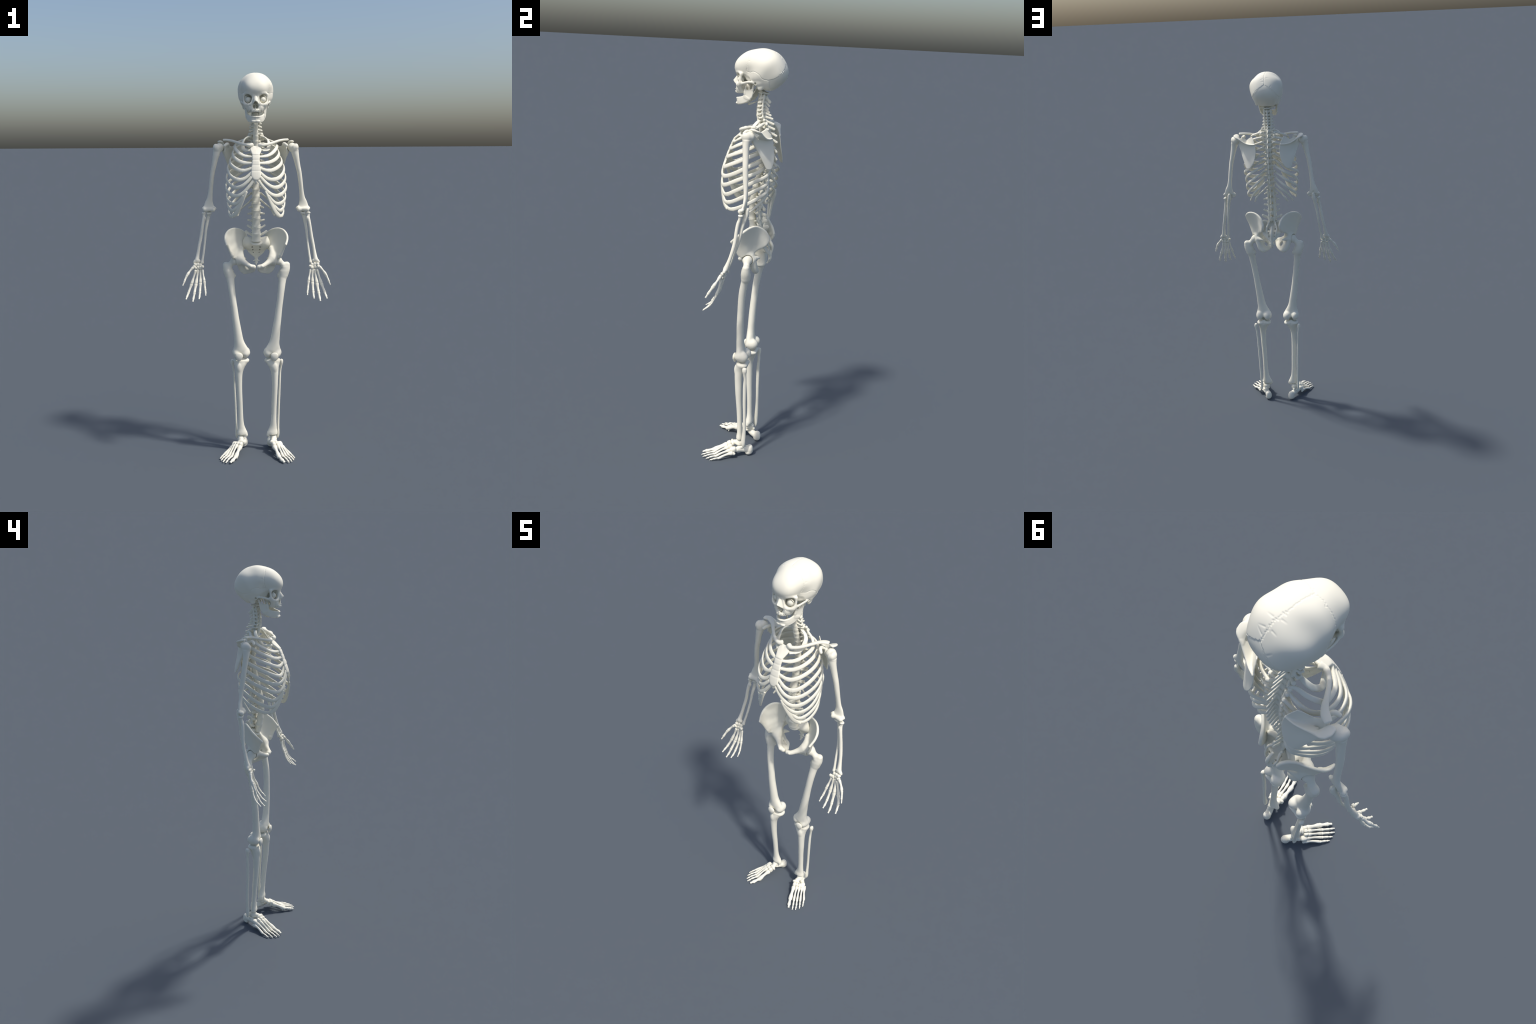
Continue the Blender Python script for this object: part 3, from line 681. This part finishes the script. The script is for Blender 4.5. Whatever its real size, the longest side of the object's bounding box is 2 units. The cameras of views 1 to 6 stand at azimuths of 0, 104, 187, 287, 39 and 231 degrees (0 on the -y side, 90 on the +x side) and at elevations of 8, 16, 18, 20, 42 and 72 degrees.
# =================================================================== ARM
humerus = blend(.008,
    shaft([(.1990, .0370, 1.612, .0200, .0185), (.2030, .0360, 1.590, .0180, .0160), (.2090, .0375, 1.565, .0150, .0142), (.2165, .0405, 1.530, .0130, .0135), (.2235, .0425, 1.500, .0120, .0128),
           (.2305, .0470, 1.450, .0112, .0122), (.2360, .0520, 1.400, .0116, .0100), (.2400, .0540, 1.370, .0142, .0088), (.2445, .0545, 1.350, .0190, .0086), (.2455, .0530, 1.330, .0250, .0086), (.2450, .0500, 1.318, .0290, .0090)]),
    ellipsoid((.1865, .0455, 1.6265), (.0225, .0235, .0225)),
    ellipsoid((.2060, .0345, 1.6270), (.0130, .0200, .0190)),
    ellipsoid((.1960, .0220, 1.6240), (.0090, .0080, .0130)))
humerus = blend(.005, humerus,
    rod([(.2180, .0480, 1.3170, .0085), (.2130, .0480, 1.3140, .0070)], 3), rod([(.2710, .0500, 1.3160, .0080), (.2745, .0490, 1.3140, .0068)], 3),
    rod([(.2240, .0420, 1.3070, .0118), (.2380, .0420, 1.3090, .0098), (.2470, .0415, 1.3090, .0105), (.2650, .0400, 1.3080, .0118)], 10))
humerus = carve(.003, humerus, ellipsoid((.2440, .0640, 1.3240), (.0105, .0080, .0090)), rod([(.1985, .0080, 1.640, .0034), (.2010, .0100, 1.600, .0030)]))
both_sides('humerus', solid(humerus, (.155, -.002, 1.288), (.292, .078, 1.658), h=.0018))

ulna = blend(.005,
    rod([(.2440, .0640, 1.3080, .0098), (.2450, .0640, 1.2960, .0100), (.2480, .0600, 1.2800, .0100), (.2520, .0545, 1.2600, .0090), (.2570, .0480, 1.2300, .0076), (.2620, .0430, 1.2000, .0068), (.2650, .0375, 1.1700, .0063),
         (.2680, .0300, 1.1400, .0058), (.2710, .0200, 1.1100, .0056), (.2745, .0100, 1.0800, .0058), (.2790, -.0010, 1.0500, .0064), (.2805, -.0055, 1.0380, .0086)], 40),
    rod([(.2430, .0660, 1.3160, .0075), (.2440, .0600, 1.3180, .0055)], 3),
    rod([(.2380, .0460, 1.2900, .0078), (.2510, .0455, 1.2880, .0076)], 4),
    rod([(.2850, .0010, 1.0330, .0034), (.2860, .0020, 1.0270, .0022)], 3))
ulna = carve(.003, ulna, rod([(.225, .0420, 1.3075, .0128), (.265, .0400, 1.3080, .0128)]))
both_sides('ulna', solid(ulna, (.226, -.020, 1.020), (.298, .082, 1.332), h=.0016))

radius = blend(.004,
    rod([(.2710, .0430, 1.2890, .0098), (.2710, .0425, 1.2830, .0085), (.2712, .0395, 1.2720, .0072), (.2735, .0340, 1.2550, .0080), (.2790, .0300, 1.2250, .0078), (.2840, .0280, 1.1900, .0082), (.2890, .0245, 1.1600, .0082),
         (.2950, .0185, 1.1300, .0080), (.3000, .0110, 1.1000, .0080), (.3045, .0020, 1.0700, .0098), (.3075, -.0045, 1.0520, .0118)], 40),
    ellipsoid((.2710, .0430, 1.2905), (.0118, .0112, .0046), frame((.05, .1, 1))),
    ellipsoid((.2660, .0350, 1.2630), (.0060, .0070, .0100)),
    rod([(.2980, -.0050, 1.0460, .0090), (.3160, -.0070, 1.0450, .0088), (.3220, -.0080, 1.0390, .0068)], 8))
radius = carve(.003, radius, ellipsoid((.3070, -.0120, 1.0240), (.0180, .0110, .0100)), ellipsoid((.2710, .0420, 1.2985), (.0080, .0080, .0045)))
both_sides('radius', solid(radius, (.252, -.028, 1.022), (.336, .060, 1.304), h=.0016))

# =================================================================== HAND
def small_bone(a, b, wb, ws, wh, tb, ts, th, palm, bend=0.0, tip=False):
    """metacarpal / phalanx: flared base, waisted shaft, knobbed head"""
    a = V3(*a); b = V3(*b); L = np.linalg.norm(b - a); d = (b - a)/L
    n = 18; s = np.linspace(0, 1, n); gap = min(.0022, L*.05)
    P = a + d*gap + (b - a - 2*d*gap)*s[:, None]
    pn = unit(np.asarray(palm, float) - (np.asarray(palm, float) @ d)*d)
    P = P + pn*(bend*4*s*(1 - s))[:, None]
    if tip: xs, fw = [0, .12, .45, .72, .9, 1], [wb, wb*.95, ws, ws*.95, wh*1.15, wh]; ft = [tb, tb*.95, ts, ts*.9, th, th*.85]
    else: xs, fw = [0, .10, .30, .55, .80, .92, 1], [wb, wb*.98, ws*1.15, ws, wh*.90, wh, wh*.9]; ft = [tb, tb*.98, ts*1.15, ts, th*.88, th, th*.92]
    side = np.cross(d, pn)
    k = np.linspace(0, 1, 60); sm = lambda f: np.convolve(np.pad(np.interp(k, xs, f), 4, mode='edge'), np.ones(9)/9, 'valid')
    return loft(P, np.interp(s, k, sm(fw)), np.interp(s, k, sm(ft)), side, 16, 2.1, .55)
hands = (group('hand'), group('hand'))
PALM = V3(.05, -.85, .35)     # faces forward
FINGERS = {   # base, knuckle, middle joint, end joint, tip ; width scale
 'index': [(.3140, -.0230, 1.0010), (.3350, -.0370, .9315), (.3500, -.0560, .8900), (.3560, -.0730, .8740), (.3600, -.0900, .8610), 1.0],
 'middle': [(.3015, -.0170, 1.0015), (.3120, -.0380, .9320), (.3190, -.0640, .8900), (.3230, -.0820, .8645), (.3250, -.1000, .8510), 1.06],
 'ring': [(.2900, -.0180, 1.0020), (.2890, -.0370, .9370), (.2910, -.0620, .8950), (.2920, -.0830, .8730), (.2930, -.0990, .8640), .96],
 'little': [(.2790, -.0200, 1.0030), (.2690, -.0410, .9460), (.2640, -.0580, .9080), (.2610, -.0710, .8930), (.2600, -.0840, .8785), .84],
 'thumb': [(.3260, -.0250, 1.0160), (.3560, -.0440, .9790), (.3690, -.0610, .9500), (.3780, -.0725, .9280), None, 1.08]}
for nm, (a, b, c, d, e, w) in FINGERS.items():
    palm = PALM if nm != 'thumb' else V3(-.75, -.45, -.35)
    both_sides('metacarpal', small_bone(a, b, .0072*w, .0045*w, .0080*w, .0068*w, .0044*w, .0070*w, palm, -.0020), None, hands)
    if nm != 'thumb':
        both_sides('finger_phalanx', small_bone(b, c, .0084*w, .0055*w, .0066*w, .0060*w, .0040*w, .0050*w, palm, -.0012), None, hands)
        both_sides('finger_phalanx', small_bone(c, d, .0070*w, .0048*w, .0056*w, .0050*w, .0034*w, .0040*w, palm, -.0008), None, hands)
        both_sides('finger_phalanx', small_bone(d, e, .0058*w, .0034*w, .0036*w, .0042*w, .0028*w, .0024*w, palm, 0, True), None, hands)
    else:
        both_sides('thumb_phalanx', small_bone(b, c, .0078*w, .0052*w, .0060*w, .0058*w, .0042*w, .0048*w, palm, -.001), None, hands)
        both_sides('thumb_phalanx', small_bone(c, d, .0062*w, .0036*w, .0034*w, .0046*w, .0030*w, .0024*w, palm, 0, True), None, hands)
# eight pebble-like wrist bones: centre, half sizes
CARPALS = [((.3165, -.0165, 1.0285), (.0078, .0068, .0068)), ((.3035, -.0130, 1.0290), (.0070, .0072, .0070)), ((.2900, -.0130, 1.0270), (.0068, .0066, .0064)), ((.2775, -.0265, 1.0190), (.0058, .0054, .0058)),
           ((.3215, -.0240, 1.0185), (.0066, .0064, .0066)), ((.3135, -.0190, 1.0115), (.0060, .0064, .0068)), ((.3020, -.0160, 1.0140), (.0066, .0070, .0098)), ((.2870, -.0180, 1.0120), (.0076, .0076, .0080))]
for i, (c, r) in enumerate(CARPALS):
    v, f = ball(c, 1.0, 20, 12); q = unit(v - V3(*c)); g = np.random.default_rng(40 + i).normal(0, 1, (3, 3))
    lump = 1 + .09*np.sin(q @ g[0]*2.2 + i) + .07*np.sin(q @ g[1]*3.1)
    sq = (np.abs(q)**3).sum(1)**(-1/3)
    both_sides('carpal_bone', (V3(*c) + q*sq[:, None]*lump[:, None]*V3(*r)*1.16, f), None, hands)

# =================================================================== PELVIS
ilium = sheet([   # rows from the crest down to the hip socket, columns from the back (PSIS) to the front (ASIS)
    [(.0480, .1190, 1.1430), (.0560, .1080, 1.1680), (.0720, .0910, 1.1890), (.0950, .0740, 1.2025), (.1190, .0600, 1.2060), (.1410, .0420, 1.1990), (.1570, .0190, 1.1800), (.1600, -.0050, 1.1590), (.1515, -.0310, 1.1330)],
    [(.0500, .1160, 1.1300), (.0580, .1020, 1.1500), (.0740, .0860, 1.1650), (.0960, .0690, 1.1720), (.1180, .0530, 1.1720), (.1350, .0370, 1.1640), (.1470, .0180, 1.1500), (.1500, .0000, 1.1360), (.1465, -.0240, 1.1220)],
    [(.0540, .1070, 1.1140), (.0610, .0950, 1.1280), (.0760, .0790, 1.1360), (.0950, .0620, 1.1360), (.1130, .0460, 1.1320), (.1260, .0320, 1.1250), (.1350, .0180, 1.1160), (.1390, .0030, 1.1060), (.1380, -.0130, 1.0990)],
    [(.0590, .0960, 1.1040), (.0680, .0830, 1.1080), (.0790, .0690, 1.1080), (.0930, .0540, 1.1020), (.1060, .0420, 1.0960), (.1160, .0320, 1.0920), (.1240, .0200, 1.0880), (.1280, .0080, 1.0830), (.1290, -.0050, 1.0790)],
    [(.0750, .0700, 1.0900), (.0800, .0640, 1.0850), (.0860, .0560, 1.0780), (.0940, .0470, 1.0720), (.1030, .0380, 1.0680), (.1100, .0300, 1.0660), (.1160, .0210, 1.0650), (.1200, .0120, 1.0640), (.1220, .0020, 1.0640)]],
    [[.0070, .0072, .0062, .0052, .0052, .0060, .0064, .0058, .0060], [.0080, .0075, .0050, .0030, .0028, .0034, .0042, .0044, .0050], [.0080, .0080, .0060, .0034, .0030, .0034, .0040, .0044, .0050],
     [.0070, .0075, .0070, .0064, .0064, .0068, .0072, .0076, .0070], [.0065, .0075, .0080, .0090, .0100, .0100, .0100, .0095, .0080]], 40, 30)
obturator_plate = sheet([
    [(.0130, -.0200, 1.0170), (.0320, -.0160, 1.0200), (.0550, .0020, 1.0320), (.0780, .0220, 1.0420)],
    [(.0105, -.0120, 1.0060), (.0280, .0080, 1.0040), (.0520, .0340, 1.0120), (.0840, .0460, 1.0250)],
    [(.0140, .0060, .9940), (.0310, .0340, .9890), (.0550, .0550, .9910), (.0830, .0580, 1.0040)],
    [(.0230, .0290, .9840), (.0370, .0490, .9780), (.0540, .0660, .9780), (.0740, .0650, .9880)]],
    [[.0072, .0076, .0090, .0120], [.0068, .0064, .0070, .0120], [.0068, .0066, .0080, .0120], [.0064, .0070, .0110, .0120]], 20, 20)
obturator_plate = carve(.004, obturator_plate, ellipsoid((.0480, .0330, 1.0060), (.0120, .0150, .0400), frame((.54, -.59, -.59), (.7, .6, 0))))
hip = blend(.013, ilium, obturator_plate,
    ellipsoid((.0940, .0370, 1.0480), (.0250, .0320, .0340), frame((-.15, 0, 1), (.9, .1, .1))),
    rod([(.0760, .0540, 1.1040, .0095), (.0800, .0420, 1.0800, .0130), (.0780, .0260, 1.0540, .0150)], 8),
    rod([(.0900, .0580, 1.0400, .0150), (.0840, .0640, 1.0180, .0140), (.0740, .0640, .9950, .0150), (.0640, .0660, .9815, .0135)], 14),                    # ischium
    rod([(.0820, .0190, 1.0500, .0180), (.0650, .0070, 1.0375, .0125), (.0470, -.0080, 1.0270, .0085), (.0290, -.0200, 1.0195, .0085), (.0140, -.0210, 1.0160, .0080)], 16))  # pubis
hip = blend(.005, hip,
    rod([(.0840, .0640, 1.0480, .0130), (.0690, .0750, 1.0470, .0085), (.0570, .0825, 1.0455, .0036)], 6),                                                    # ischial spine
    rod([(.0280, -.0230, 1.0200, .0066), (.0290, -.0280, 1.0205, .0048)], 3),
    rod([(.1220, .0020, 1.0740, .0085), (.1240, -.0030, 1.0740, .0070)], 3))
hip = carve(.003, hip, ellipsoid((.1120, .0370, 1.0420), (.0275, .0270, .0270)), rod([(.110, .037, 1.036, .020), (.150, .037, 1.022, .020)]))
both_sides('hip_bone', solid(hip, (.000, -.045, .952), (.178, .138, 1.222), h=.0019))

# =================================================================== LEG
femur = blend(.010,
    shaft([(.1480, .0430, 1.004, .0170, .0160), (.1440, .0430, .985, .0245, .0215), (.1390, .0420, .960, .0235, .0205), (.1355, .0345, .930, .0195, .0178), (.1320, .0285, .900, .0182, .0178),
           (.1270, .0230, .860, .0172, .0172), (.1220, .0200, .820, .0170, .0168), (.1165, .0180, .780, .0175, .0170), (.1120, .0160, .740, .0186, .0172), (.1065, .0150, .700, .0203, .0175), (.1010, .0150, .660, .0222, .0180),
           (.0955, .0150, .620, .0250, .0185), (.0910, .0155, .600, .0285, .0195), (.0870, .0165, .582, .0350, .0205), (.0845, .0175, .566, .0420, .0215), (.0840, .0190, .556, .0450, .0215), (.0840, .0200, .546, .0440, .0205)]),
    rod([(.1100, .0370, 1.0425, .0170), (.1240, .0390, 1.0330, .0145), (.1440, .0430, 1.0100, .0165)], 8))
femur = blend(.010, femur,
    ellipsoid((.1085, .0370, 1.0420), (.0240, .0240, .0240)),
    rod([(.1600, .0455, 1.0160, .0165), (.1560, .0445, .9950, .0200), (.1460, .0430, .9650, .0200)], 8),
    rod([(.1190, .0450, .9620, .0090), (.1150, .0470, .9580, .0074)], 3),
    ellipsoid((.0605, .0370, .5480), (.0235, .0255, .0260)), ellipsoid((.1085, .0350, .5480), (.0205, .0255, .0260)),
    ellipsoid((.0600, .0220, .5440), (.0210, .0250, .0220)), ellipsoid((.1070, .0180, .5440), (.0200, .0260, .0220)))
femur = carve(.005, femur, rod([(.0850, .0600, .5360, .0095), (.0845, .0380, .5240, .0090)]), rod([(.0930, -.0210, .5600, .0090), (.0930, -.0190, .5200, .0090)]))
both_sides('femur', solid(femur, (.026, -.018, .510), (.184, .076, 1.072), h=.0021))

patella = blend(.006, ellipsoid((.0935, -.0120, .5380), (.0205, .0085, .0185)), ellipsoid((.0940, -.0105, .5280), (.0140, .0075, .0190)))
both_sides('patella', solid(patella, (.066, -.028, .500), (.122, .006, .564), h=.0015))

tibia = blend(.007,
    shaft([(.0835, .0290, .507, .0400, .0300), (.0850, .0270, .497, .0385, .0300), (.0875, .0230, .485, .0330, .0290), (.0905, .0190, .470, .0262, .0265), (.0940, .0150, .450, .0210, .0220), (.0955, .0135, .430, .0184, .0195), (.0955, .0140, .400, .0165, .0182),
           (.0950, .0160, .350, .0152, .0165), (.0930, .0190, .300, .0144, .0148), (.0912, .0230, .250, .0140, .0138), (.0900, .0260, .200, .0142, .0130), (.0890, .0275, .170, .0150, .0130), (.0875, .0290, .140, .0178, .0135), (.0845, .0300, .120, .0222, .0150), (.0825, .0300, .103, .0272, .0180), (.0825, .0300, .092, .0276, .0180)]),
    ellipsoid((.0600, .0320, .5020), (.0190, .0250, .0110)), ellipsoid((.1060, .0320, .5020), (.0190, .0250, .0110)),
    ellipsoid((.0955, -.0010, .4720), (.0120, .0090, .0220)))
tibia = blend(.004, tibia, rod([(.0640, .0290, .0960, .0110), (.0600, .0270, .0860, .0092), (.0600, .0270, .0800, .0065)], 6), rod([(.0800, .0330, .5090, .0060), (.0860, .0330, .5130, .0040)], 3))
tibia = carve(.004, tibia, ellipsoid((.0900, .0300, .0760), (.0190, .0300, .0130)), ellipsoid((.0600, .0320, .5230), (.0190, .0210, .0110)), ellipsoid((.1070, .0320, .5230), (.0180, .0210, .0105)), ellipsoid((.0850, .0680, .5000), (.0120, .0120, .0300)))
both_sides('tibia', solid(tibia, (.036, -.022, .068), (.134, .074, .522), h=.0019))

F = spline([(.1320, .0520, .4960, .0085, .0112), (.1318, .0525, .4860, .0096, .0118), (.1300, .0535, .4680, .0064, .0085), (.1260, .0555, .4400, .0056, .0072), (.1240, .0545, .4000, .0056, .0082), (.1220, .0550, .3500, .0058, .0084),
            (.1200, .0560, .3000, .0062, .0082), (.1180, .0580, .2500, .0062, .0076), (.1165, .0595, .2000, .0060, .0078), (.1150, .0595, .1500, .0062, .0088), (.1145, .0585, .1200, .0062, .0098), (.1145, .0570, .1000, .0068, .0108), (.1140, .0570, .0800, .0074, .0104), (.1130, .0575, .0660, .0062, .0078), (.1125, .0580, .0590, .0040, .0045)], 60)
both_sides('fibula', loft(F[:, :3], F[:, 3], F[:, 4], V3(1, 0, 0), 22, 2.1, .8))

# =================================================================== FOOT
feet = (group('foot'), group('foot'))
heel = blend(.006,
    rod([(.0715, .0780, .0285, .0180), (.0770, .0640, .0300, .0165), (.0920, .0400, .0330, .0150), (.1080, .0240, .0360, .0135)], 12),
    rod([(.0715, .0810, .0390, .0148), (.0700, .0800, .0180, .0170)], 3), ellipsoid((.0760, .0740, .0120), (.0150, .0150, .0120)),
    rod([(.0880, .0300, .0500, .0100), (.0780, .0220, .0480, .0075)], 4), ellipsoid((.0940, .0400, .0480), (.0130, .0150, .0080)))
heel = carve(.004, heel, ellipsoid((.0850, .0300, .0020), (.0300, .0280, .0130)))
both_sides('heel_bone', solid(heel, (.040, -.002, -.001), (.130, .112, .064), h=.0016), None, feet)
talus = blend(.006, ellipsoid((.0880, .0330, .0720), (.0165, .0220, .0145)), ellipsoid((.0880, .0300, .0620), (.0190, .0200, .0100)),
    rod([(.0890, .0180, .0660, .0120), (.0850, .0040, .0620, .0125)], 6), rod([(.0900, .0480, .0600, .0080), (.0880, .0560, .0560, .0060)], 4))
both_sides('ankle_bone', solid(talus, (.062, -.014, .044), (.116, .068, .092), h=.0015), None, feet)
def block(name, c, r, R=None, e=3.0, seed=0):
    v, f = ball((0, 0, 0), 1.0, 28, 16); q = unit(v); s = (np.abs(q)**e).sum(1)**(-1/e)
    g = np.random.default_rng(seed).normal(0, 1, (2, 3)); lump = 1 + .04*np.sin(q @ g[0]*2.5 + seed) + .03*np.sin(q @ g[1]*4)
    p = q*(s*lump)[:, None]*V3(*r)
    if R is not None: p = p @ R.T
    both_sides(name, (p + V3(*c), f), None, feet)
AX = unit(V3(.34, -.90, -.28))                    # along the foot, heel to toe
RF = frame(AX, (.93, .36, 0))
block('navicular_bone', (.0860, -.0060, .0580), (.0200, .0145, .0082), RF, 2.6, 1)
block('cuneiform_bone', (.0880, -.0230, .0500), (.0100, .0155, .0120), RF, 3, 2)
block('cuneiform_bone', (.1030, -.0180, .0560), (.0080, .0105, .0105), RF, 3, 3)
block('cuneiform_bone', (.1160, -.0095, .0500), (.0082, .0115, .0120), RF, 3, 4)
block('cuboid_bone', (.1220, .0080, .0400), (.0135, .0135, .0165), RF, 3, 5)
UP = V3(-.1, -.25, .95)
TOES = [  # metatarsal base, ball joint, toe joints..., tip ; shaft width, height
 ([(.0925, -.0340, .0430), (.1130, -.0940, .0160), (.1290, -.1270, .0100), (.1410, -.1480, .0070)], (.0118, .0072, .0112), 1.50),
 ([(.1090, -.0270, .0520), (.1350, -.0890, .0150), (.1505, -.1160, .0130), (.1580, -.1310, .0080), (.1650, -.1460, .0045)], (.0074, .0040, .0064), .90),
 ([(.1215, -.0190, .0470), (.1495, -.0790, .0130), (.1655, -.1060, .0120), (.1730, -.1200, .0070), (.1800, -.1340, .0035)], (.0074, .0040, .0062), .86),
 ([(.1300, -.0050, .0380), (.1640, -.0680, .0115), (.1780, -.0910, .0105), (.1850, -.1020, .0060), (.1910, -.1130, .0030)], (.0078, .0042, .0062), .84),
 ([(.1350, .0080, .0270), (.1755, -.0490, .0100), (.1860, -.0690, .0085), (.1920, -.0800, .0050), (.1975, -.0905, .0030)], (.0086, .0048, .0064), .82)]
for pts, (wb, ws, wh), k in TOES:
    both_sides('metatarsal', small_bone(pts[0], pts[1], wb*1.12, ws*1.05, wh*1.08, wb*1.2, ws*1.1, wh*1.02, UP, .003), None, feet)
    for i in range(1, len(pts) - 1):
        last = i == len(pts) - 2; f = k*(1.0, .80, .72)[i - 1] if len(pts) == 5 else k*(1.0, .86)[i - 1]
        both_sides('toe_phalanx', small_bone(pts[i], pts[i + 1], .0080*f, .0046*f, (.0042 if last else .0062)*f, .0066*f, .0040*f, (.0028 if last else .0048)*f, UP, .0010, last), None, feet)
both_sides('metatarsal_tuberosity', loft(spline([(.1330, .0200, .0230), (.1355, .0100, .0245), (.1420, -.0040, .0235)], 8), [.0050, .0062, .0068, .007, .007, .0066, .006, .005], [.0062, .0075, .008, .008, .0078, .007, .006, .005], (.8, .5, 0), 14), None, feet)
for x in (.1085, .1165):
    block('sesamoid_bone', (x, -.0890, .0050), (.0036, .0050, .0036), RF, 2, int(x*1e4))
